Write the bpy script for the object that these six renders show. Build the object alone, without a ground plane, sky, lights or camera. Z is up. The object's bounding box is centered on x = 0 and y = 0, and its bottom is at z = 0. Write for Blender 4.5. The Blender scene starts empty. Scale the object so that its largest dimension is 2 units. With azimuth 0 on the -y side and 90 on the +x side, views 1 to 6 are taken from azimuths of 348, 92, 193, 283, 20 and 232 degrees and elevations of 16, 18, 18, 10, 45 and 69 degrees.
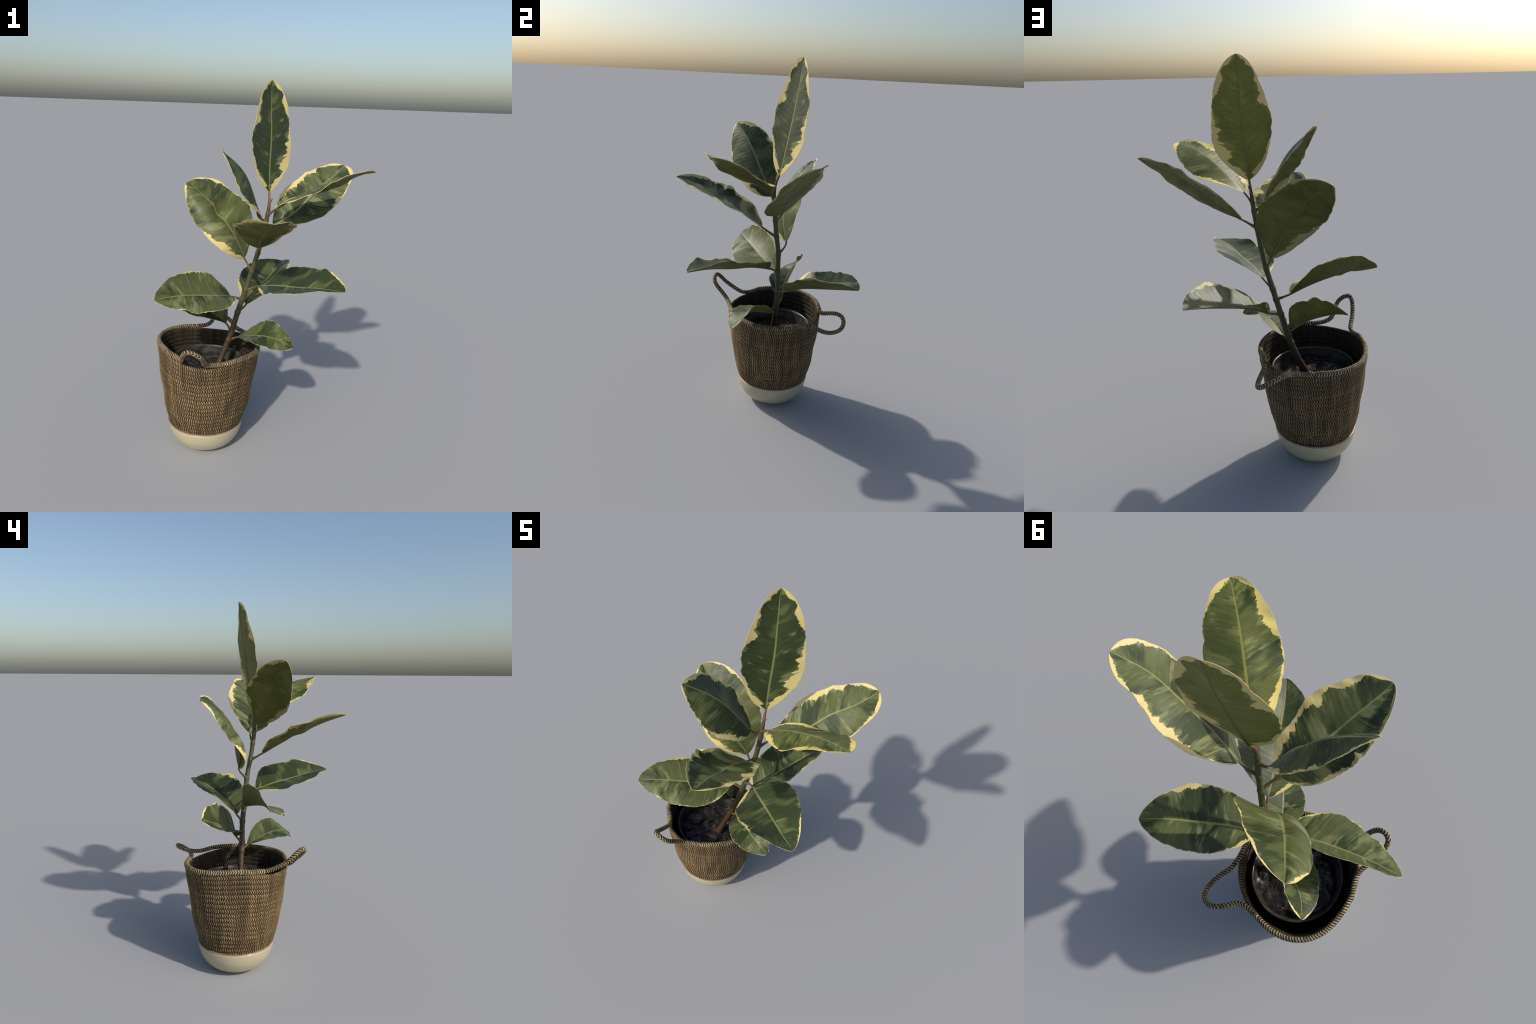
"""Variegated rubber plant in a nursery pot, inside a coiled rope basket that
stands in a shallow cream ceramic bowl."""
import bpy, math
import numpy as np

rng = np.random.default_rng(7)
TAU = 2 * math.pi


# ------------------------------------------------------------------ helpers
def spline(ts, ys, t):
    """Natural cubic spline through (ts, ys) evaluated at t."""
    ts, ys, t = np.asarray(ts, float), np.asarray(ys, float), np.asarray(t, float)
    n, h = len(ts), np.diff(ts)
    m = np.zeros((n, n)); m[0, 0] = m[-1, -1] = 1
    rhs = np.zeros((n,) + ys.shape[1:])
    for i in range(1, n - 1):
        m[i, i - 1], m[i, i], m[i, i + 1] = h[i - 1], 2 * (h[i - 1] + h[i]), h[i]
        rhs[i] = 6 * ((ys[i + 1] - ys[i]) / h[i] - (ys[i] - ys[i - 1]) / h[i - 1])
    c = np.linalg.solve(m, rhs)
    k = np.clip(np.searchsorted(ts, t) - 1, 0, n - 2)
    hh, a, b = h[k], (ts[k + 1] - t) / h[k], (t - ts[k]) / h[k]
    if ys.ndim > 1:
        a, b, hh = a[:, None], b[:, None], hh[:, None]
    return a * ys[k] + b * ys[k + 1] + ((a**3 - a) * c[k] + (b**3 - b) * c[k + 1]) * hh**2 / 6


def unit(v):
    return v / np.maximum(np.linalg.norm(v, axis=-1, keepdims=True), 1e-12)


def smooth_noise(x, seed, octaves=3):
    """Smooth 1-D value noise in -1..1."""
    r = np.random.default_rng(seed)
    table = r.uniform(-1, 1, 512)
    out, amp, tot = np.zeros_like(x, dtype=float), 1.0, 0.0
    for o in range(octaves):
        y = x * 2**o + 17.3 * o
        i = np.floor(y).astype(int); f = y - i; f = f * f * (3 - 2 * f)
        out += amp * (table[i % 512] * (1 - f) + table[(i + 1) % 512] * f)
        tot += amp; amp *= 0.5
    return out / tot


def smooth_noise2(x, y, seed):
    r = np.random.default_rng(seed)
    tab = r.uniform(-1, 1, (64, 64))
    i, j = np.floor(x).astype(int), np.floor(y).astype(int)
    f, g = x - i, y - j
    f, g = f * f * (3 - 2 * f), g * g * (3 - 2 * g)
    T = lambda a, b: tab[a % 64, b % 64]
    return (T(i, j) * (1 - f) + T(i + 1, j) * f) * (1 - g) + (T(i, j + 1) * (1 - f) + T(i + 1, j + 1) * f) * g


def empty(name, loc=(0, 0, 0), label=None, category=None):
    o = bpy.data.objects.new(name, None)
    o.location = loc
    bpy.context.scene.collection.objects.link(o)
    if label:
        o["label"], o["category"] = label, category
    return o


def mesh_object(name, verts, faces, mats, parent=None, face_mat=None, uv=None, origin=(0, 0, 0), smooth=True):
    """verts in world metres; the object's own origin goes to `origin`."""
    me = bpy.data.meshes.new(name)
    org = np.asarray(origin, float)
    me.from_pydata((np.asarray(verts) - org).tolist(), [], [tuple(f) for f in faces])
    for m in mats:
        me.materials.append(m)
    if face_mat is not None:
        me.polygons.foreach_set("material_index", np.asarray(face_mat, np.int32))
    me.polygons.foreach_set("use_smooth", np.full(len(me.polygons), smooth))
    if uv is not None:
        layer = me.uv_layers.new(name="blade")
        idx = np.empty(len(me.loops), np.int32)
        me.loops.foreach_get("vertex_index", idx)
        layer.data.foreach_set("uv", np.asarray(uv, np.float32)[idx].ravel())
    me.update()
    o = bpy.data.objects.new(name, me)
    bpy.context.scene.collection.objects.link(o)
    if parent is not None:
        o.parent = parent
        base = np.array(parent.location) if parent.parent is None else np.array(parent["world_origin"])
        o.location = org - base
    else:
        o.location = org
    o["world_origin"] = [float(x) for x in org]
    return o


def grid_faces(n, m, closed_n=False, closed_m=False):
    f = []
    for i in range(n if closed_n else n - 1):
        for j in range(m if closed_m else m - 1):
            a, b = (i + 1) % n, (j + 1) % m
            f.append((i * m + j, a * m + j, a * m + b, i * m + b))
    return f


def frames(path, up):
    """Tangent, side, up frames transported along an open path."""
    tg = unit(np.gradient(path, axis=0))
    n = np.array(up, float); out = []
    for t in tg:
        n = n - t * (n @ t); n /= np.linalg.norm(n) + 1e-12
        out.append(n.copy())
    nn = np.array(out)
    return tg, nn, np.cross(tg, nn)


def tube(path, radii, sides=12, up=(0.3, 0.2, 1)):
    tg, n, b = frames(np.asarray(path), up)
    a = np.arange(sides) / sides * TAU
    r = np.asarray(radii)[:, None, None]
    v = path[:, None] + r * (np.cos(a)[None, :, None] * n[:, None] + np.sin(a)[None, :, None] * b[:, None])
    f = grid_faces(len(path), sides, closed_m=True)
    f.append(tuple(range(sides)))
    f.append(tuple((len(path) - 1) * sides + j for j in reversed(range(sides))))
    return v.reshape(-1, 3), f


def lathe(profile, centre, segments=96):
    p = np.asarray(profile, float)
    a = np.arange(segments) / segments * TAU
    v = np.stack([centre[0] + p[:, 0, None] * np.cos(a), centre[1] + p[:, 0, None] * np.sin(a),
                  np.repeat(p[:, 1, None], segments, 1)], -1)
    f = grid_faces(len(p), segments, closed_m=True)
    return v.reshape(-1, 3), [q[::-1] for q in f]


# ---------------------------------------------------------------- materials
class Nodes:
    """Small wrapper that makes node graphs readable."""
    def __init__(self, name):
        self.mat = bpy.data.materials.new(name)
        self.mat.use_nodes = True
        self.t = self.mat.node_tree
        self.t.nodes.clear()
        self.out = self.t.nodes.new("ShaderNodeOutputMaterial")

    def put(self, socket, v):
        if v is None:
            return
        if isinstance(v, bpy.types.NodeSocket):
            self.t.links.new(v, socket)
        elif hasattr(socket.default_value, "__len__"):
            v = tuple(v)
            socket.default_value = v + (1.0,) if len(v) == 3 and len(socket.default_value) == 4 else v
        else:
            socket.default_value = v

    def math(self, op, a, b=None, c=None, clamp=False):
        n = self.t.nodes.new("ShaderNodeMath"); n.operation = op; n.use_clamp = clamp
        for i, v in enumerate((a, b, c)):
            self.put(n.inputs[i], v)
        return n.outputs[0]

    def ramp(self, fac, stops, interp="LINEAR"):
        n = self.t.nodes.new("ShaderNodeValToRGB"); n.color_ramp.interpolation = interp
        e = n.color_ramp.elements
        while len(e) < len(stops):
            e.new(0.5)
        for el, (p, c) in zip(e, stops):
            el.position = p
            el.color = (c, c, c, 1) if not hasattr(c, "__len__") else (*c, 1)
        self.put(n.inputs[0], fac)
        return n.outputs[0]

    def step(self, v, lo, hi):
        n = self.t.nodes.new("ShaderNodeMapRange"); n.interpolation_type = "SMOOTHSTEP"
        self.put(n.inputs[0], v); n.inputs[1].default_value = lo; n.inputs[2].default_value = hi
        return n.outputs[0]

    def mix(self, fac, a, b, blend="MIX"):
        n = self.t.nodes.new("ShaderNodeMix"); n.data_type = "RGBA"; n.blend_type = blend
        self.put(n.inputs[0], fac); self.put(n.inputs[6], a); self.put(n.inputs[7], b)
        return n.outputs[2]

    def noise(self, vec, scale, detail=2.0, rough=0.5, distort=0.0):
        n = self.t.nodes.new("ShaderNodeTexNoise")
        self.put(n.inputs["Vector"], vec)
        n.inputs["Scale"].default_value = scale
        n.inputs["Detail"].default_value = detail
        n.inputs["Roughness"].default_value = rough
        n.inputs["Distortion"].default_value = distort
        return n.outputs["Fac"]

    def xyz(self, x, y, z=0.0):
        n = self.t.nodes.new("ShaderNodeCombineXYZ")
        for i, v in enumerate((x, y, z)):
            self.put(n.inputs[i], v)
        return n.outputs[0]

    def split(self, v):
        n = self.t.nodes.new("ShaderNodeSeparateXYZ"); self.put(n.inputs[0], v)
        return n.outputs

    def coord(self, which):
        return self.t.nodes.new("ShaderNodeTexCoord").outputs[which]

    def bump(self, h, strength, dist):
        n = self.t.nodes.new("ShaderNodeBump")
        n.inputs["Strength"].default_value = strength; n.inputs["Distance"].default_value = dist
        self.put(n.inputs["Height"], h)
        return n.outputs[0]

    def surface(self, colour, rough=0.5, normal=None, **kw):
        p = self.t.nodes.new("ShaderNodeBsdfPrincipled")
        self.put(p.inputs["Base Color"], colour); self.put(p.inputs["Roughness"], rough)
        if normal is not None:
            self.put(p.inputs["Normal"], normal)
        for k, v in kw.items():
            self.put(p.inputs[k.replace("_", " ")], v)
        self.t.links.new(p.outputs[0], self.out.inputs[0])
        return self.mat


def leaf_material(name, seed, cream_left, cream_right, patches, under, tint=1.0):
    """Variegated blade. UV: u across (1 = left margin), v along (0 base, 1 tip).
    cream_left / cream_right: width of the pale border along the blade."""
    k = Nodes(name)
    u, v, _ = k.split(k.coord("UV"))
    s = k.math("MULTIPLY_ADD", u, 2.0, -1.0)
    a = k.math("ABSOLUTE", s)
    left = k.math("GREATER_THAN", s, 0.0)
    # vein coordinates: side veins leave the midrib at about sixty degrees
    q = k.math("MULTIPLY_ADD", a, -0.10, v)
    side = k.math("MULTIPLY_ADD", left, 7.7, seed * 3.17)

    def along_veins(across, along, shift, detail=4.0, rough=0.6):
        return k.math("SUBTRACT", k.noise(k.xyz(k.math("MULTIPLY", a, across), k.math("MULTIPLY", q, along), k.math("ADD", side, shift)), 1.0, detail, rough), 0.5)

    stops = lambda w: [(i / (len(w) - 1), x) for i, x in enumerate(w)]
    width = k.mix(left, k.ramp(v, stops(cream_right)), k.ramp(v, stops(cream_left)))
    gaps = k.noise(k.xyz(k.math("MULTIPLY", v, 8.0), side, 9.0), 1.0, 3.0, 0.6)
    width = k.math("MULTIPLY", width, k.math("MULTIPLY_ADD", gaps, 2.6, -0.15))
    width = k.math("MULTIPLY_ADD", width, 1.02, -0.06)
    # ragged tongues of cream that run in along the veins
    jag = k.math("MULTIPLY_ADD", along_veins(2.0, 44.0, 3.0, 3.0, 0.55), 0.55, along_veins(1.5, 13.0, 0.0))
    reach = k.math("MULTIPLY_ADD", k.math("MAXIMUM", width, 0.0), 1.6, 0.17)
    edge = k.math("MULTIPLY_ADD", jag, reach, k.math("ADD", k.math("SUBTRACT", a, 1.0), width))
    cream = k.step(edge, -0.012, 0.016)
    # pale grey-green zone inside the border, feathered along the veins
    jag2 = k.math("MULTIPLY_ADD", along_veins(1.3, 36.0, 60.0, 3.0), 0.5, along_veins(1.0, 10.0, 40.0))
    zone = k.math("MULTIPLY_ADD", jag2, 1.25, k.math("ADD", k.math("SUBTRACT", a, 1.06), k.math("MULTIPLY", width, 1.3)))
    zone = k.step(zone, -0.06, 0.09)
    # broad soft patches, drawn out along the veins
    pn = k.math("MULTIPLY_ADD", along_veins(1.2, 30.0, 80.0, 3.0), 0.35, along_veins(0.9, 9.0, 21.0, 3.0))
    patch = k.step(pn, 0.15 - 0.22 * patches, 0.26 - 0.22 * patches)
    pn2 = k.math("MULTIPLY_ADD", along_veins(1.2, 34.0, 95.0, 3.0), 0.30, along_veins(0.7, 5.0, 33.0, 2.0))
    patch2 = k.step(pn2, 0.07 - 0.34 * patches, 0.21 - 0.34 * patches)
    streak = k.math("ADD", along_veins(1.6, 70.0, 5.0, 2.0, 0.5), 0.5)
    cloud = k.noise(k.xyz(k.math("MULTIPLY", s, 1.5), k.math("MULTIPLY", v, 4.0), seed * 1.7), 1.0, 2.0, 0.5)
    if under:
        dark, mid, pale, ivory, rib = (.078, .085, .020), (.102, .108, .027), (.135, .135, .043), (.31, .265, .11), (.13, .11, .042)
    else:
        dark, mid, pale, ivory, rib = (.033, .047, .016), (.087, .101, .034), (.186, .199, .086), (.64, .525, .215), (.27, .275, .10)
    c = k.mix(patch2, dark, mid)
    c = k.mix(k.math("MULTIPLY", k.math("MAXIMUM", zone, patch), 0.75 if not under else 0.5), c, pale)
    shade = k.math("MULTIPLY_ADD", streak, 0.75, k.math("MULTIPLY_ADD", cloud, 0.6, 0.33))
    c = k.mix(1.0, c, k.xyz(shade, shade, shade), "MULTIPLY")
    c = k.mix(cream, c, ivory)
    # thin, broken pale margin and the midrib
    thin = k.step(k.noise(k.xyz(k.math("MULTIPLY", v, 9.0), side, 2.0), 1.0, 3.0, 0.7), 0.42, 0.60)
    c = k.mix(k.math("MULTIPLY", k.math("MULTIPLY", k.step(a, 0.96, 0.99), thin), 0.4), c, ivory)
    ribw = k.ramp(v, [(0.0, 0.10), (0.12, 0.038), (0.7, 0.022), (1.0, 0.022)])
    ribm = k.step(k.math("SUBTRACT", ribw, a), -0.016, 0.010)
    c = k.mix(k.math("MULTIPLY", ribm, 0.68), c, rib)
    c = k.mix(1.0, c, tint if hasattr(tint, "__len__") else (tint, tint, tint), "MULTIPLY")
    veins = k.math("SINE", k.math("MULTIPLY", q, 260.0))
    fine = k.noise(k.coord("Object"), 140.0, 2.0)
    h = k.math("MULTIPLY_ADD", veins, 0.2, k.math("MULTIPLY_ADD", streak, 0.7, k.math("MULTIPLY", fine, 0.3)))
    nrm = k.bump(h, 0.2, 0.001)
    if under:
        return k.surface(c, 0.6, nrm, Specular_IOR_Level=0.22)
    return k.surface(c, k.math("MULTIPLY_ADD", streak, 0.14, 0.41), nrm, Specular_IOR_Level=0.33)


def strand_material(name, lo, hi):
    k = Nodes(name)
    p = k.coord("Object")
    lot = k.t.nodes.new("ShaderNodeObjectInfo").outputs["Random"]
    f = k.noise(p, 42.0, 3.0, 0.6)
    g = k.noise(p, 6.0, 2.0)
    c = k.mix(k.step(f, 0.28, 0.72), lo, hi)
    sh = k.math("MULTIPLY_ADD", g, 0.6, k.math("MULTIPLY_ADD", lot, 0.28, 0.58))
    c = k.mix(1.0, c, k.xyz(sh, sh, sh), "MULTIPLY")
    h = k.noise(p, 700.0, 2.0)
    return k.surface(c, 0.8, k.bump(h, 0.35, 0.001), Specular_IOR_Level=0.25)


def stem_material():
    k = Nodes("stem_bark")
    p = k.coord("Object")
    x, y, z = k.split(p)
    n = k.noise(k.xyz(k.math("MULTIPLY", x, 60.0), k.math("MULTIPLY", y, 60.0), k.math("MULTIPLY", z, 14.0)), 1.0, 4.0, 0.6)
    zz = k.math("MULTIPLY_ADD", n, 0.16, z)
    c = k.ramp(k.math("DIVIDE", zz, 1.6), [(0.28, (.062, .031, .017)), (0.40, (.058, .032, .019)), (0.47, (.055, .038, .019)),
                                           (0.58, (.055, .055, .022)), (0.84, (.070, .075, .028)), (0.905, (.085, .07, .03)), (0.94, (.19, .085, .042))])
    dk = k.step(k.noise(p, 45.0, 3.0), 0.55, 0.75)
    c = k.mix(k.math("MULTIPLY", dk, 0.45), c, (.10, .062, .030))
    return k.surface(c, 0.5, k.bump(n, 0.4, 0.002), Specular_IOR_Level=0.4)


def petiole_material():
    k = Nodes("petiole_skin")
    n = k.noise(k.coord("Object"), 40.0, 2.0)
    return k.surface(k.mix(n, (.060, .045, .018), (.17, .10, .042)), 0.5, Specular_IOR_Level=0.4)


def glaze_material():
    k = Nodes("cream_glaze")
    n = k.noise(k.coord("Object"), 9.0, 3.0)
    f = k.noise(k.coord("Object"), 300.0, 1.0)
    c = k.mix(n, (.40, .36, .235), (.455, .405, .265))
    c = k.mix(k.step(f, 0.68, 0.76), c, (.30, .26, .17))
    return k.surface(c, 0.32, k.bump(n, 0.12, 0.004), Coat_Weight=0.35, Coat_Roughness=0.12, Specular_IOR_Level=0.4)


def rim_material():
    k = Nodes("bare_clay_rim")
    n = k.noise(k.coord("Object"), 40.0, 3.0)
    return k.surface(k.mix(n, (.20, .115, .075), (.32, .20, .13)), 0.35, Coat_Weight=0.3)


def plastic_material():
    k = Nodes("black_plastic")
    n = k.noise(k.coord("Object"), 14.0, 3.0)
    return k.surface(k.mix(k.step(n, .35, .7), (.015, .0145, .0135), (.072, .066, .052)), k.math("MULTIPLY_ADD", n, 0.25, 0.22), k.bump(n, 0.3, 0.006))


def soil_material():
    k = Nodes("wet_soil")
    p = k.coord("Object")
    a, b = k.noise(p, 10.0, 3.0, 0.5), k.noise(p, 60.0, 4.0, 0.7)
    c = k.mix(k.step(a, 0.36, 0.66), (.008, .007, .008), (.034, .029, .027))
    brown = k.math("MULTIPLY", k.step(b, 0.46, 0.66), k.step(k.noise(p, 8.0, 2.0), 0.46, 0.62))
    c = k.mix(k.math("MULTIPLY", brown, 0.85), c, (.105, .058, .026))
    r = k.math("MULTIPLY_ADD", k.step(b, 0.35, 0.7), 0.25, k.math("MULTIPLY_ADD", k.step(a, 0.4, 0.6), -0.12, 0.28))
    return k.surface(c, r, k.bump(b, 0.22, 0.004))


def chip_material():
    k = Nodes("bark_chip")
    info = k.t.nodes.new("ShaderNodeObjectInfo")
    n = k.noise(k.coord("Object"), 60.0, 3.0)
    return k.surface(k.mix(n, (.02, .014, .010), (.13, .070, .028)), 0.7)


TAN = strand_material("tan_strand", (.112, .074, .031), (.325, .212, .086))
TAN_RIM = strand_material("pale_strand_of_rim", (.19, .140, .068), (.46, .345, .180))
DARK_RIM = strand_material("dark_strand_of_rim", (.016, .014, .013), (.040, .034, .030))
DARK = strand_material("dark_strand", (.013, .0105, .010), (.032, .024, .019))
TAN_IN = strand_material("tan_strand_inside", (.024, .018, .010), (.085, .060, .030))  # darker versions of the two strand colours, used on the inward faces of the coils
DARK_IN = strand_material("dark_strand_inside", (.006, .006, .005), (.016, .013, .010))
BARK, STALK, GLAZE, RIM = stem_material(), petiole_material(), glaze_material(), rim_material()
PLASTIC, SOIL, CHIP = plastic_material(), soil_material(), chip_material()

# ---------------------------------------------------------------------- bowl
BOWL = (-0.2596, 0.0675)
RIM_Z, RIM_R = 0.1554, 0.211
bowl = empty("ceramic_bowl", (*BOWL, 0), "shallow round cream glazed bowl with bare clay rim", "bowl")
zf = np.linspace(0, 1, 15)
outer = spline([0, .15, .35, .65, 1], [.0996, .1473, .1792, .2023, .2105], zf)
prof = [(0.0, 0.004), (0.080, 0.004), (0.090, 0.0)] + [(r, z * (RIM_Z - .003)) for r, z in zip(outer, zf)]
prof += [(r - .009, max(z * (RIM_Z - .003), .012)) for r, z in zip(outer[::-1], zf[::-1])] + [(0.0, 0.012)]
v, f = lathe(prof, BOWL)
mesh_object("bowl_body", v, f, [GLAZE], bowl, origin=(*BOWL, 0))
a = np.arange(14) / 14 * TAU
v, f = lathe([(RIM_R - .0050 + .0056 * math.cos(t), RIM_Z - .002 + .0042 * math.sin(t)) for t in np.append(a, a[0])], BOWL)
mesh_object("bowl_rim", v, f, [RIM], bowl, origin=(*BOWL, RIM_Z))

# -------------------------------------------------------------------- basket
basket = empty("woven_basket", (*BOWL, .08), "tan and black coiled rope basket with two loop handles", "basket")
PITCH, ROPE_R, ROPE_H = 0.0249, 0.0095, 0.0140
centre_at = lambda z: (BOWL[0] + .0216 * z, BOWL[1] - .0072 * z)


def wall_radius(z):
    return np.interp(z, [.06, .09, .12, .15, .17, .20, .26, .36, .46, .56, .62],
                     [.165, .180, .192, .2005, .208, .218, .2355, .2485, .2625, .2715, .2755])


def wave(th, terms):
    return sum(c * np.cos((i + 1) * th) + s * np.sin((i + 1) * th) for i, (c, s) in enumerate(terms))


RIM_RADIAL = [(-.0016, .0010), (.0006, -.0075), (.0056, .0057), (-.0019, -.0039)]
RIM_HEIGHT = [(-.0116, -.0049), (.0049, -.0015), (-.0022, -.0008), (-.0007, .0039)]


def rim_point(th, row=0):
    th = np.asarray(th, float)
    z = .600 - PITCH * row + wave(th, RIM_HEIGHT) * math.exp(-row / 11)
    cx, cy = centre_at(z)
    r = wall_radius(z) - ROPE_R + wave(th, RIM_RADIAL) * math.exp(-row / 8) + .003 * math.exp(-row / 3)
    r = r + .0022 * np.sin(3 * th + row * .7) * min(1, row / 4) + .0016 * smooth_noise(th / TAU * 14, 100 + row) * (np.cos(th / 2)) ** 2
    return np.stack([cx + r * np.cos(th), cy + r * np.sin(th), z], -1)


def rope(path, out, closed, half_r, half_h, period=.0119, sides=14, slant=.86, lined=False, square=1.0):
    """Braided rope: chevron strands of two materials wound round a core.
    `out` gives the direction in which the chevrons point their apex line."""
    path = np.asarray(path)
    loop = np.vstack([path, path[:1]]) if closed else path
    d = np.r_[0, np.cumsum(np.linalg.norm(np.diff(loop, axis=0), axis=1))]
    count = max(4, round(d[-1] / period))
    per = 4
    n = count * per
    i_pos = np.arange(n if closed else n + 1)
    pos = (i_pos // per + np.array([0, .235, .47, .735])[i_pos % per]) / count * d[-1]
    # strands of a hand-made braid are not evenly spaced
    jitter = .22 * period * smooth_noise(pos / d[-1] * count * .45, 900 + int(1000 * abs(path[0][0] + path[0][2])), 2)
    pos = pos + jitter * (np.sin(np.pi * np.clip(pos / d[-1], 0, 1)) ** .25)
    phi = (np.arange(sides) / sides) * TAU
    saw = 1 - np.abs(((phi / math.pi + .5) % 1) * 2 - 1) * 1.0          # 0 at top/bottom... 1 on the apex line
    shift = (saw - .5) * period * slant
    lift = np.tile([-.0007, .0008, -.0007, .0002], count)
    lift = lift if closed else np.append(lift, -.0007)
    ds = pos[:, None] + shift[None, :]
    ds = ds % d[-1] if closed else np.clip(ds, 0, d[-1])
    P = np.stack([np.interp(ds, d, loop[:, c]) for c in range(3)], -1)
    out = np.vstack([out, out[:1]]) if closed else out
    O = np.stack([np.interp(ds, d, out[:, c]) for c in range(3)], -1)
    e = 1e-3
    wrap = (lambda x: x % d[-1]) if closed else (lambda x: np.clip(x, 0, d[-1]))
    T = unit(np.stack([np.interp(wrap(ds + e), d, loop[:, c]) - np.interp(wrap(ds - e), d, loop[:, c]) for c in range(3)], -1))
    O = unit(O - T * (O * T).sum(-1, keepdims=True))
    B = np.cross(T, O)
    L = lift[:, None]
    cs = np.cos(phi)
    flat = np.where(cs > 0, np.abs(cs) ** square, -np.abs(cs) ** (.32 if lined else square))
    v = P + O * ((half_r + L) * flat)[..., None] + B * ((half_h + L) * np.sin(phi))[..., None]
    rows = len(pos)
    faces = grid_faces(rows, sides, closed_n=closed, closed_m=True)
    colour = []
    for i in range(rows if closed else rows - 1):
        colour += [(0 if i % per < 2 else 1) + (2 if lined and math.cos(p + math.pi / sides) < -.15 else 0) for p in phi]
    if not closed:
        faces += [tuple(range(sides)), tuple((rows - 1) * sides + j for j in reversed(range(sides)))]
        colour += [1, 1]
    return v.reshape(-1, 3), faces, colour


def radial(points):
    c = np.stack(centre_at(points[:, 2]), -1)
    o = points.copy(); o[:, :2] -= c; o[:, 2] = 0
    return unit(o)


th_all = np.arange(360) / 360 * TAU
for row in range(1, 22):
    pts = rim_point(th_all + rng.uniform(0, TAU), row)
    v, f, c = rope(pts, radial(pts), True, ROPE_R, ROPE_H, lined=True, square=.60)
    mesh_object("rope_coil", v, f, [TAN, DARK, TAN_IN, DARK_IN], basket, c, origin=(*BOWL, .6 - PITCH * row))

# the top coil leaves the rim twice to make the handles
deg = np.radians
front_loop = [(-0.4190, -0.1330, 0.6130), (-0.4149, -0.2033, 0.6431), (-0.4125, -0.2645, 0.6892), (-0.3911, -0.3080, 0.7313),
              (-0.3418, -0.3161, 0.7113), (-0.3129, -0.2787, 0.6654), (-0.2900, -0.2331, 0.6192)]
back_loop = [(-0.0451, 0.2634, 0.5877), (-0.0426, 0.3360, 0.5625), (-0.0472, 0.4045, 0.5577), (-0.0805, 0.4534, 0.5832),
             (-0.1433, 0.4445, 0.6189), (-0.1825, 0.3764, 0.6127), (-0.2194, 0.3374, 0.5960)]
pieces = [rim_point(deg(np.arange(102, 208, 7))), np.array(front_loop), rim_point(deg(np.arange(282, 386, 7))), np.array(back_loop)]
ctrl = np.vstack(pieces)
ctrl = np.vstack([ctrl[-3:], ctrl, ctrl[:4]])
kn = np.r_[0, np.cumsum(np.linalg.norm(np.diff(ctrl, axis=0), axis=1) ** .5)]
dense = spline(kn, ctrl, np.linspace(kn[3], kn[-4], 900))[:-1]
kinds = np.concatenate([[i] * len(p) for i, p in enumerate(pieces)])
nk = kn[3:3 + len(kinds)]
tt = np.linspace(kn[3], kn[-4], 900)[:-1]
start = {i: np.searchsorted(tt, nk[np.argmax(kinds == i)]) for i in range(4)}
bounds = [start[0], start[1], start[2], start[3], len(dense)]
names = ["rim_coil", "handle", "rim_coil", "handle"]
outward = unit(radial(dense) + np.array([0, 0, .55]))
for i in range(4):
    lo, hi = bounds[i], min(bounds[i + 1] + 1, len(dense))
    seg, out = dense[lo:hi], outward[lo:hi]
    if i == 3:
        seg, out = np.vstack([seg, dense[:1]]), np.vstack([out, outward[:1]])
    r = (.0108, .0140) if names[i] == "rim_coil" else (.0116, .0116)
    v, f, c = rope(seg, out, False, r[0], r[1], period=.0122 if r[0] < .011 else .0138, slant=.7 if r[0] < .011 else 1.0, square=.8)
    mesh_object(names[i], v, f, [TAN_RIM, DARK_RIM], basket, c, origin=seg[0])
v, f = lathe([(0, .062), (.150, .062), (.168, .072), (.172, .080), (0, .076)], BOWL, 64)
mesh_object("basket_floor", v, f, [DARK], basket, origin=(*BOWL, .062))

# --------------------------------------------------------------------- plant
POT = (-0.2443, 0.0611)
plant = empty("rubber_plant", (*POT, .09), "young variegated rubber plant with large cream edged leaves", "houseplant")
tilt = lambda p: p + np.stack([0 * p[:, 0], 0 * p[:, 0], -.044 * (p[:, 0] - POT[0]) + .023 * (p[:, 1] - POT[1])], -1) * np.clip((p[:, 2:] - .1) / .4, 0, 1)
pot_profile = [(0, .092), (.158, .092), (.162, .098), (.198, .455), (.2000, .470), (.2080, .474), (.2125, .482), (.2135, .492), (.2105, .4985),
               (.2050, .4985), (.2010, .494), (.1985, .484), (.1960, .470), (.1915, .462), (.1880, .440), (.1840, .400), (0, .392)]
v, f = lathe(pot_profile, POT)
mesh_object("nursery_pot", tilt(v), f, [PLASTIC], plant, origin=(*POT, .092))

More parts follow.
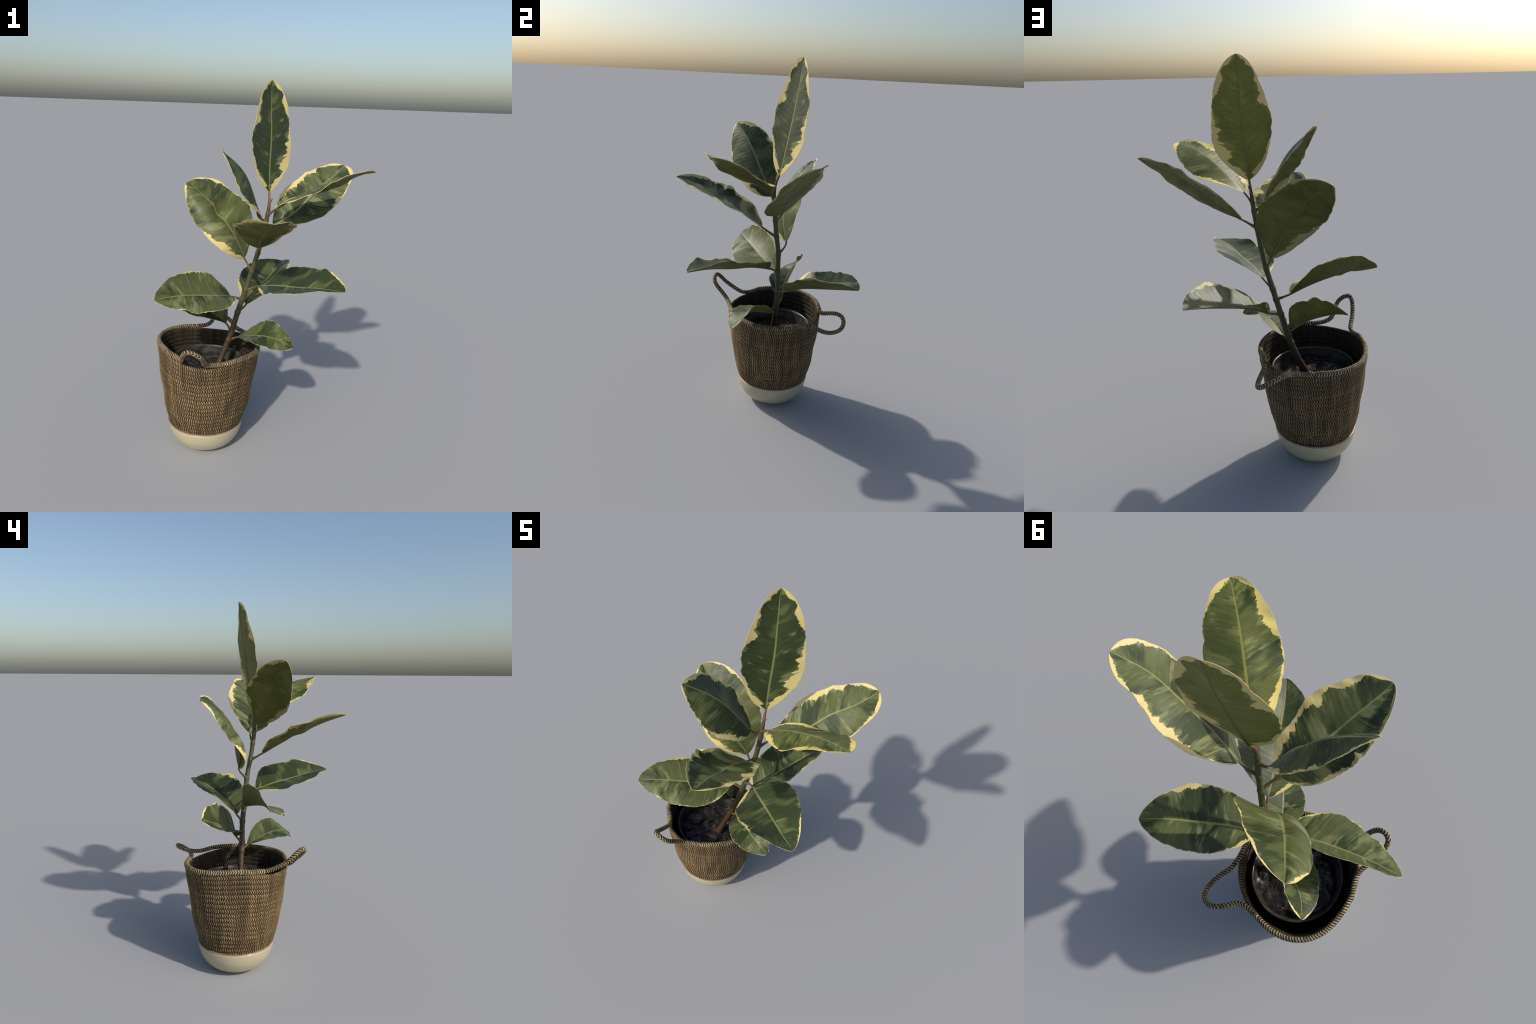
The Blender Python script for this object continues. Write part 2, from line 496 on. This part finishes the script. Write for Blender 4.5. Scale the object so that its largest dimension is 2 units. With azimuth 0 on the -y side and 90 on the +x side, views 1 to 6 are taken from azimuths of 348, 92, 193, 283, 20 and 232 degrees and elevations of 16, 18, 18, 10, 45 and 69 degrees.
# soil: lumpy disc with a mound round the stem
rr, aa = np.linspace(0, .189, 46), np.arange(120) / 120 * TAU
R, A = np.meshgrid(rr, aa, indexing="ij")
X, Y = POT[0] + R * np.cos(A), POT[1] + R * np.sin(A)
Z = .436 + .019 * smooth_noise2(X * 17, Y * 17, 3) + .007 * smooth_noise2(X * 40, Y * 40, 4) + .0008 * smooth_noise2(X * 140, Y * 140, 5)
Z += .016 * np.exp(-((X + .200) ** 2 + (Y - .036) ** 2) / .0014) - .010 * (R / .189) ** 6
v = np.stack([X, Y, Z], -1).reshape(-1, 3)
mesh_object("soil", v, [q[::-1] for q in grid_faces(46, 120, closed_m=True)], [SOIL], plant, origin=(*POT, .43))
cv, cf = [], []
for i in range(80):
    a, r = rng.uniform(0, TAU), .175 * math.sqrt(rng.uniform(0, 1))
    p = np.array([POT[0] + r * math.cos(a), POT[1] + r * math.sin(a)])
    j = np.argmin((v[:, 0] - p[0]) ** 2 + (v[:, 1] - p[1]) ** 2)
    L, W, H = rng.uniform(.004, .013), rng.uniform(.0015, .005), rng.uniform(.001, .003)
    if i % 23 == 0:
        L, W, H = rng.uniform(.02, .03), .0016, .0012
    b, e = rng.uniform(0, TAU), rng.normal(0, .3)
    d = np.array([math.cos(b) * math.cos(e), math.sin(b) * math.cos(e), math.sin(e)])
    s = np.array([-math.sin(b), math.cos(b), 0]); n = np.cross(d, s)
    c = v[j] + [0, 0, .001]
    k0 = len(cv)
    for sx, sy, sz in ((-1, -1, -1), (1, -.7, -1), (1, .8, -1), (-1, 1, -1), (-.9, -.9, 1), (.8, -.6, 1), (.8, .6, 1), (-.9, .8, 1)):
        cv.append(c + d * L * sx + s * W * sy + n * H * sz)
    cf += [tuple(k0 + q for q in fa) for fa in ((3, 2, 1, 0), (4, 5, 6, 7), (0, 1, 5, 4), (1, 2, 6, 5), (2, 3, 7, 6), (3, 0, 4, 7))]
o = mesh_object("bark_mulch", cv, cf, [CHIP], plant, origin=(*POT, .44), smooth=False)
o["kind"] = "stuff"

# stem
stem_ctrl = np.array([(-0.2132, 0.0262, 0.4112), (-0.1729, 0.0613, 0.5151), (-0.1248, 0.0684, 0.6397), (-0.087, 0.0755, 0.7678), (-0.0486, 0.0698, 0.8935),
                      (-0.0142, 0.0682, 1.0126), (0.0146, 0.0536, 1.1258), (0.0384, 0.0413, 1.2455), (0.0560, 0.0330, 1.361), (0.0590, 0.0540, 1.443)])
stem_path = spline(np.linspace(0, 1, 10), stem_ctrl, np.linspace(0, 1, 420))
node_z = dict(A=1.415, F=1.325, B=1.285, E=1.205, D=1.112, C=1.008, G=.902, I=.848, H=.772, K=.655, J=.612)
stem_at = lambda z: np.array([np.interp(z, stem_path[:, 2], stem_path[:, c]) for c in range(3)])
sr = np.interp(stem_path[:, 2], [.41, .45, .52, .70, .90, 1.10, 1.28, 1.36, 1.40, 1.443], [.024, .0205, .0165, .0150, .0142, .0125, .0118, .0090, .0066, .0050])
for kz, z in node_z.items():
    if kz != "A":
        sr += .0024 * np.exp(-((stem_path[:, 2] - z) / .010) ** 2)
for z in np.linspace(.5, 1.3, 30) + rng.normal(0, .01, 30):
    sr += rng.uniform(-.0004, .0007) * np.exp(-((stem_path[:, 2] - z) / .006) ** 2)
v, f = tube(stem_path, sr, 20)
mesh_object("stem", v, f, [BARK], plant)
b0 = stem_at(1.385)
bp = np.array([b0 + np.array([.006, -.004, 0]) * t + np.array([.012, -.004, .028]) * t for t in np.linspace(0, 1, 10)])
v, f = tube(bp, .0058 * (1 - np.linspace(0, 1, 10) ** 1.6) + .0003, 10)
mesh_object("bud_sheath", v, f, [BARK], plant)

# -------------------------------------------------------------------- leaves
# spine: five points along the midrib; side: which way the left half points;
# roll, lift_*, curl_*: blade attitude, fold of each half and bend across it;
# width_*: half width along the blade; cream_*: pale border from base to tip.
LEAVES = {
    'A': dict(wave=.45, under_tint=(2.0, 1.85, 1.7), spine=[(0.059, 0.054, 1.441), (0.063, 0.078, 1.567), (0.071, 0.101, 1.705), (0.071, 0.122, 1.849), (0.071, 0.138, 1.996)],
        side=(-1.000, 0.000, 0.000), roll=(0.372, 0.406, 0.372), lift_left=(0.187, 0.159, 0.254), lift_right=(-0.026, -0.070, 0.037),
        curl_left=(0.171, 0.164, 0.324), curl_right=(-0.020, -0.065, 0.048),
        width_left=(0.135, 0.141, 0.144, 0.130, 0.135), width_right=(0.111, 0.146, 0.137, 0.134, 0.139),
        cream_left=(0.57, 0.32, 0.15, 0.07, 0.0, 0.05, 0.32, 0.15, 0.15, 0.6), cream_right=(0.6, 0.44, 0.35, 0.29, 0.2, 0.12, 0.02, 0.26, 0.18, 0.6), patches=0.15),
    'B': dict(under_tint=1.15, spine=[(-0.001, 0.021, 1.323), (-0.043, -0.043, 1.445), (-0.092, -0.095, 1.544), (-0.157, -0.145, 1.615), (-0.223, -0.191, 1.662)],
        side=(0.679, -0.734, 0.000), roll=(-0.203, -0.203, -0.268), lift_left=(-0.364, -0.750, -0.499), lift_right=(0.190, -0.096, 0.089),
        curl_left=(0.026, -0.455, -0.369), curl_right=(1.071, 0.494, 0.700),
        width_left=(0.162, 0.148, 0.141, 0.123, 0.102), width_right=(0.094, 0.140, 0.121, 0.115, 0.086),
        cream_left=(0.11, 0.27, 0.29, 0.18, 0.03, 0.09, 0.11, 0.05, 0.13, 0.45), cream_right=(0.09, 0.24, 0.2, 0.05, 0.18, 0.2, 0.05, 0.11, 0.32, 0.5), patches=0.25),
    'C': dict(tip=.52, dents=[(.50, -.05, -.016, .07, .35), (.60, .1, .008, .06, .5)], spine=[(-0.051, 0.106, 1.073), (-0.117, 0.081, 1.210), (-0.194, 0.112, 1.323), (-0.270, 0.168, 1.403), (-0.349, 0.230, 1.463)],
        side=(-0.421, -0.907, 0.000), roll=(-0.030, -0.147, -0.007), lift_left=(0.024, -0.090, 0.321), lift_right=(0.458, 0.454, 0.627),
        curl_left=(-0.961, -1.487, -1.675), curl_right=(0.120, 0.104, 0.331),
        width_left=(0.142, 0.163, 0.149, 0.135, 0.112), width_right=(0.166, 0.193, 0.167, 0.155, 0.150),
        cream_left=(0.5, 0.36, 0.28, 0.2, 0.1, 0.02, 0.03, 0.04, 0.22, 0.25), cream_right=(0.07, 0.03, 0.02, 0.03, 0.05, 0.09, 0.08, 0.12, 0.1, 0.2), patches=0.6),
    'D': dict(dents=[(.50, -.1, -.006, .07, .4), (.38, .1, .004, .07, .4)], spine=[(0.000, -0.024, 1.159), (-0.021, -0.139, 1.230), (-0.028, -0.250, 1.289), (-0.036, -0.362, 1.343), (-0.040, -0.482, 1.386)],
        side=(0.997, -0.082, 0.000), roll=(0.073, 0.084, 0.157), lift_left=(0.127, 0.106, 0.047), lift_right=(0.086, 0.061, -0.039),
        curl_left=(0.044, 0.001, -0.027), curl_right=(0.526, 0.652, 1.038),
        width_left=(0.198, 0.149, 0.152, 0.145, 0.160), width_right=(0.154, 0.158, 0.149, 0.136, 0.120),
        cream_left=(0.5, 0.4, 0.336, 0.16, 0.096, 0.272, 0.128, 0.208, 0.128, 0.3), cream_right=(0.12, 0.16, 0.192, 0.144, 0.128, 0.176, 0.112, 0.176, 0.24, 0.3), patches=0.55),
    'E': dict(tip=.53, spine=[(0.097, 0.076, 1.254), (0.229, 0.097, 1.335), (0.334, 0.133, 1.435), (0.435, 0.168, 1.501), (0.527, 0.232, 1.562)],
        side=(-0.340, 0.940, 0.000), roll=(0.424, 0.422, 0.304), lift_left=(0.044, -0.034, 0.096), lift_right=(-0.187, -0.263, -0.057),
        curl_left=(0.032, 0.020, 0.167), curl_right=(0.767, 0.321, 0.374),
        width_left=(0.178, 0.178, 0.146, 0.132, 0.154), width_right=(0.091, 0.148, 0.155, 0.132, 0.148),
        cream_left=(0.12, 0.106, 0.122, 0.228, 0.258, 0.228, 0.258, 0.076, 0.198, 0.5), cream_right=(0.1, 0.046, 0.038, 0.023, 0.091, 0.152, 0.076, 0.106, 0.258, 0.6), patches=0.45),
    'F': dict(tip=.46, tint=(1.30, 1.26, .95), spine=[(0.099, 0.003, 1.368), (0.196, -0.049, 1.443), (0.299, -0.107, 1.508), (0.403, -0.164, 1.555), (0.516, -0.220, 1.580)],
        side=(0.461, 0.888, -0.000), roll=(0.087, -0.042, -0.010), lift_left=(0.072, -0.283, 0.031), lift_right=(0.051, -0.223, 0.069),
        curl_left=(0.125, -0.179, 0.048), curl_right=(0.260, 0.094, 0.557),
        width_left=(0.134, 0.149, 0.142, 0.131, 0.119), width_right=(0.135, 0.135, 0.137, 0.114, 0.102),
        cream_left=(0.2, 0.176, 0.229, 0.194, 0.026, 0.035, 0.044, 0.053, 0.264, 0.7), cream_right=(0.4, 0.37, 0.299, 0.106, 0.053, 0.088, 0.334, 0.352, 0.088, 0.6), patches=0.6),
    'G': dict(spine=[(0.018, 0.020, 0.939), (0.091, -0.068, 0.968), (0.179, -0.157, 0.985), (0.265, -0.251, 1.007), (0.363, -0.343, 1.018)],
        side=(0.707, 0.707, -0.000), roll=(0.379, 0.242, 0.262), lift_left=(0.131, 0.167, 0.261), lift_right=(-0.025, 0.092, 0.164),
        curl_left=(0.033, 0.061, 0.168), curl_right=(0.313, 0.355, 0.588),
        width_left=(0.142, 0.179, 0.167, 0.150, 0.136), width_right=(0.103, 0.153, 0.150, 0.138, 0.104),
        cream_left=(0.1, 0.036, 0.027, 0.018, 0.018, 0.027, 0.036, 0.09, 0.126, 0.1), cream_right=(0.34, 0.252, 0.108, 0.072, 0.072, 0.144, 0.054, 0.027, 0.045, 0.15), patches=0.2),
    'H': dict(spine=[(-0.031, 0.125, 0.796), (0.045, 0.205, 0.849), (0.117, 0.288, 0.883), (0.188, 0.374, 0.913), (0.258, 0.474, 0.942)],
        side=(-0.757, 0.653, 0.000), roll=(0.057, -0.044, -0.111), lift_left=(0.363, 0.342, 0.309), lift_right=(0.330, 0.362, 0.372),
        curl_left=(0.320, 0.248, 0.204), curl_right=(0.207, 0.221, 0.283),
        width_left=(0.132, 0.150, 0.148, 0.150, 0.145), width_right=(0.136, 0.158, 0.153, 0.151, 0.135),
        cream_left=(0.42, 0.238, 0.132, 0.04, 0.02, 0.026, 0.02, 0.02, 0.033, 0.1), cream_right=(0.1, 0.066, 0.04, 0.079, 0.066, 0.119, 0.165, 0.079, 0.066, 0.14), patches=0.4),
    'I': dict(spine=[(-0.132, 0.052, 0.875), (-0.225, -0.021, 0.908), (-0.326, -0.080, 0.935), (-0.428, -0.133, 0.954), (-0.540, -0.184, 0.956)],
        side=(0.535, -0.845, 0.000), roll=(-0.198, -0.409, -0.447), lift_left=(0.273, 0.074, 0.047), lift_right=(0.408, 0.334, 0.321),
        curl_left=(0.102, -0.086, -0.097), curl_right=(0.859, 0.675, 0.629),
        width_left=(0.145, 0.153, 0.141, 0.123, 0.110), width_right=(0.112, 0.133, 0.129, 0.118, 0.115),
        cream_left=(0.1, 0.112, 0.128, 0.048, 0.04, 0.064, 0.048, 0.08, 0.04, 0.1), cream_right=(0.05, 0.024, 0.032, 0.048, 0.08, 0.112, 0.08, 0.04, 0.048, 0.1), patches=0.6),
    'J': dict(spine=[(-0.090, 0.044, 0.638), (-0.025, -0.019, 0.670), (0.038, -0.076, 0.688), (0.102, -0.120, 0.682), (0.174, -0.151, 0.648)],
        side=(0.606, 0.796, -0.000), roll=(-0.008, 0.282, 0.315), lift_left=(0.191, 0.273, 0.019), lift_right=(0.193, 0.112, -0.159),
        curl_left=(0.150, 0.206, -0.011), curl_right=(0.141, 0.057, -0.196),
        width_left=(0.075, 0.097, 0.094, 0.087, 0.079), width_right=(0.079, 0.093, 0.097, 0.089, 0.072),
        cream_left=(0.05, 0.024, 0.016, 0.024, 0.048, 0.064, 0.024, 0.024, 0.048, 0.2), cream_right=(0.05, 0.024, 0.016, 0.024, 0.016, 0.024, 0.04, 0.048, 0.064, 0.2), patches=0.45),
    'K': dict(spine=[(-0.146, 0.097, 0.701), (-0.214, 0.108, 0.756), (-0.288, 0.126, 0.797), (-0.364, 0.153, 0.830), (-0.429, 0.201, 0.857)],
        side=(-0.349, -0.937, 0.000), roll=(-0.300, -0.464, -0.632), lift_left=(0.368, 0.223, -0.000), lift_right=(0.563, 0.513, 0.383),
        curl_left=(0.329, 0.184, -0.014), curl_right=(0.334, 0.186, 0.044),
        width_left=(0.082, 0.100, 0.104, 0.089, 0.063), width_right=(0.094, 0.132, 0.125, 0.126, 0.151),
        cream_left=(0.05, 0.018, 0.018, 0.024, 0.018, 0.024, 0.048, 0.06, 0.12, 0.5), cream_right=(0.05, 0.018, 0.018, 0.03, 0.036, 0.06, 0.072, 0.06, 0.12, 0.5), patches=0.4),
}
STATIONS5, STATIONS3, WIDTH_AT = np.linspace(0, 1, 5), np.array([0, .5, 1]), np.array([.05, .275, .5, .725, .95])
NT, NS, THICK = 110, 17, .0026


def build_leaf(key, d, index):
    t = (1 - np.cos(np.linspace(0, np.pi, NT))) / 2
    spine = np.array(d["spine"])
    mid = spline(STATIONS5, spine, t)
    tg = unit(spline(STATIONS5, spine, t + 1e-3) - spline(STATIONS5, spine, t - 1e-3))
    L0 = np.array(d["side"])
    L = unit(L0 - (tg @ L0)[:, None] * tg)
    N = np.cross(tg, L)
    roll = spline(STATIONS3, d["roll"], t)[:, None]
    L, N = np.cos(roll) * L + np.sin(roll) * N, np.cos(roll) * N - np.sin(roll) * L
    tip = d.get("tip", .6)                       # smaller: blunter end
    outline = t**.62 * (1 - t) ** tip * 2.33 * .42 ** (.6 - tip)
    length = np.linalg.norm(np.diff(spine, axis=0), axis=1).sum()
    frac = np.sin(np.linspace(0, 1, NS) * math.pi / 2)
    halves = {}
    for side, sg in (("left", 1), ("right", -1)):
        w = outline * spline(WIDTH_AT, d["width_" + side], np.clip(t, .05, .95))
        ragged = 1 + (.035 * smooth_noise(t * 11, 31 * index + sg, 2) - .060 * np.abs(smooth_noise(t * 21, 57 * index + sg, 3))) * np.sin(np.pi * t) ** .5 + .022
        w = np.maximum(w * ragged, .0008)
        lift, curl = spline(STATIONS3, d["lift_" + side], t), spline(STATIONS3, d["curl_" + side], t)
        P = np.zeros((NT, NS, 3))
        for j, s in enumerate(frac):
            uu = (np.arange(8) + .5) / 8 * s
            c = np.cos(lift[:, None] + curl[:, None] * uu).mean(1) * s
            h = np.sin(lift[:, None] + curl[:, None] * uu).mean(1) * s
            # gentle waves of the margin and quilting between the side veins
            wav = .10 * d.get("wave", 1) * w.max() * smooth_noise(t * 7 + s * .6, 77 * index + sg * 5, 2) * s**2 * np.sin(np.pi * t) ** .6
            quilt = .0009 * np.sin((t - .10 * s) * TAU * 21 + index) * math.sin(math.pi * min(s * 1.05, 1)) * np.sin(np.pi * t)
            wide = .030 * w.max() * smooth_noise2(t * 4.5, np.full_like(t, 3 + s * 1.6 * sg), 500 + index) * s * np.sin(np.pi * t)
            for t0, s0, depth, rt, rs in d.get("dents", ()):
                wide = wide + depth * np.exp(-((t - t0) / rt) ** 2 - ((s * sg - s0) / rs) ** 2)
            groove = -.0016 * math.exp(-(s / .07) ** 2)
            P[:, j] = mid + (w * c)[:, None] * L * sg + (w * h + wav + quilt + wide + groove)[:, None] * N
        halves[side] = P
    blade = np.concatenate([halves["right"][:, :0:-1], halves["left"]], axis=1)     # right margin ... left margin
    across = np.concatenate([-frac[:0:-1], frac])
    M = blade.shape[1]
    du, dv = np.gradient(blade, axis=1), np.gradient(blade, axis=0)
    nrm = unit(np.cross(dv, du))
    nrm *= np.sign((nrm * N[:, None]).sum(-1).mean())
    thick = THICK * (1 - .55 * np.abs(across))[None, :, None]
    top, bot = blade + nrm * thick / 2, blade - nrm * thick / 2
    verts = np.vstack([top.reshape(-1, 3), bot.reshape(-1, 3)])
    uv1 = np.stack(np.broadcast_arrays((across[None] + 1) / 2, t[:, None]), -1).reshape(-1, 2)
    up = grid_faces(NT, M)
    k = NT * M
    down = [tuple(q + k for q in fa[::-1]) for fa in up]
    ring = [i * M for i in range(NT)] + [(NT - 1) * M + j for j in range(1, M)] + [i * M + M - 1 for i in range(NT - 2, -1, -1)] + list(range(M - 2, 0, -1))
    rim = [(ring[i], ring[i - 1], ring[i - 1] + k, ring[i] + k) for i in range(len(ring))]
    # orient so that the top faces outwards along nrm
    tri = np.cross(top.reshape(-1, 3)[up[M * 5 + 5][1]] - top.reshape(-1, 3)[up[M * 5 + 5][0]], top.reshape(-1, 3)[up[M * 5 + 5][3]] - top.reshape(-1, 3)[up[M * 5 + 5][0]])
    if tri @ nrm.reshape(-1, 3)[up[M * 5 + 5][0]] < 0:
        up, down, rim = [q[::-1] for q in up], [q[::-1] for q in down], [q[::-1] for q in rim]
    args = (index + d.get("seed", 0), d["cream_left"], d["cream_right"], d["patches"])
    mats = [leaf_material("leaf_upper_side", *args, under=False, tint=d.get("tint", 1.0)), leaf_material("leaf_underside", *args, under=True, tint=d.get("under_tint", 1.0))]
    face_mat = [0] * len(up) + [1] * len(down) + [0] * len(rim)
    leaf = mesh_object("leaf", verts, up + down + rim, mats, plant, face_mat, np.vstack([uv1, uv1]), origin=mid[0])
    # raised rib on the underside
    sel = np.arange(2, NT - 8)
    ribr = .0032 * (1 - t[sel]) ** .7 + .0006
    rib = bot[sel, M // 2] - nrm[sel, M // 2] * (ribr[:, None] * .15)
    v, f = tube(rib, ribr, 8, up=N[2])
    mesh_object("midrib", v, f, [leaf_rib], leaf, origin=mid[0])
    # stalk
    if key != "A":
        z = node_z[key]
        a, b = stem_at(z), mid[0]
        gap = np.linalg.norm(b - a)
        c1, c2 = a + unit(b - a + np.array([0, 0, -.12 * gap])) * gap * .35, b - tg[0] * gap * .35
        s = np.linspace(0, 1, 24)[:, None]
        path = (1 - s) ** 3 * a + 3 * s * (1 - s) ** 2 * c1 + 3 * s**2 * (1 - s) * c2 + s**3 * (b + tg[0] * .006 - N[0] * .002)
        rad = np.interp(s[:, 0], [0, .25, .5, .85, 1], [.0105, .0078, .0056, .0052, .0046])
        v, f = tube(path, rad, 12)
        mesh_object("petiole", v, f, [STALK], leaf, origin=a)


rk = Nodes("midrib_underside")
leaf_rib = rk.surface(rk.mix(rk.noise(rk.coord("Object"), 30.0), (.11, .098, .036), (.18, .145, .062)), 0.55)
for i, (key, d) in enumerate(LEAVES.items()):
    build_leaf(key, d, i + 1)
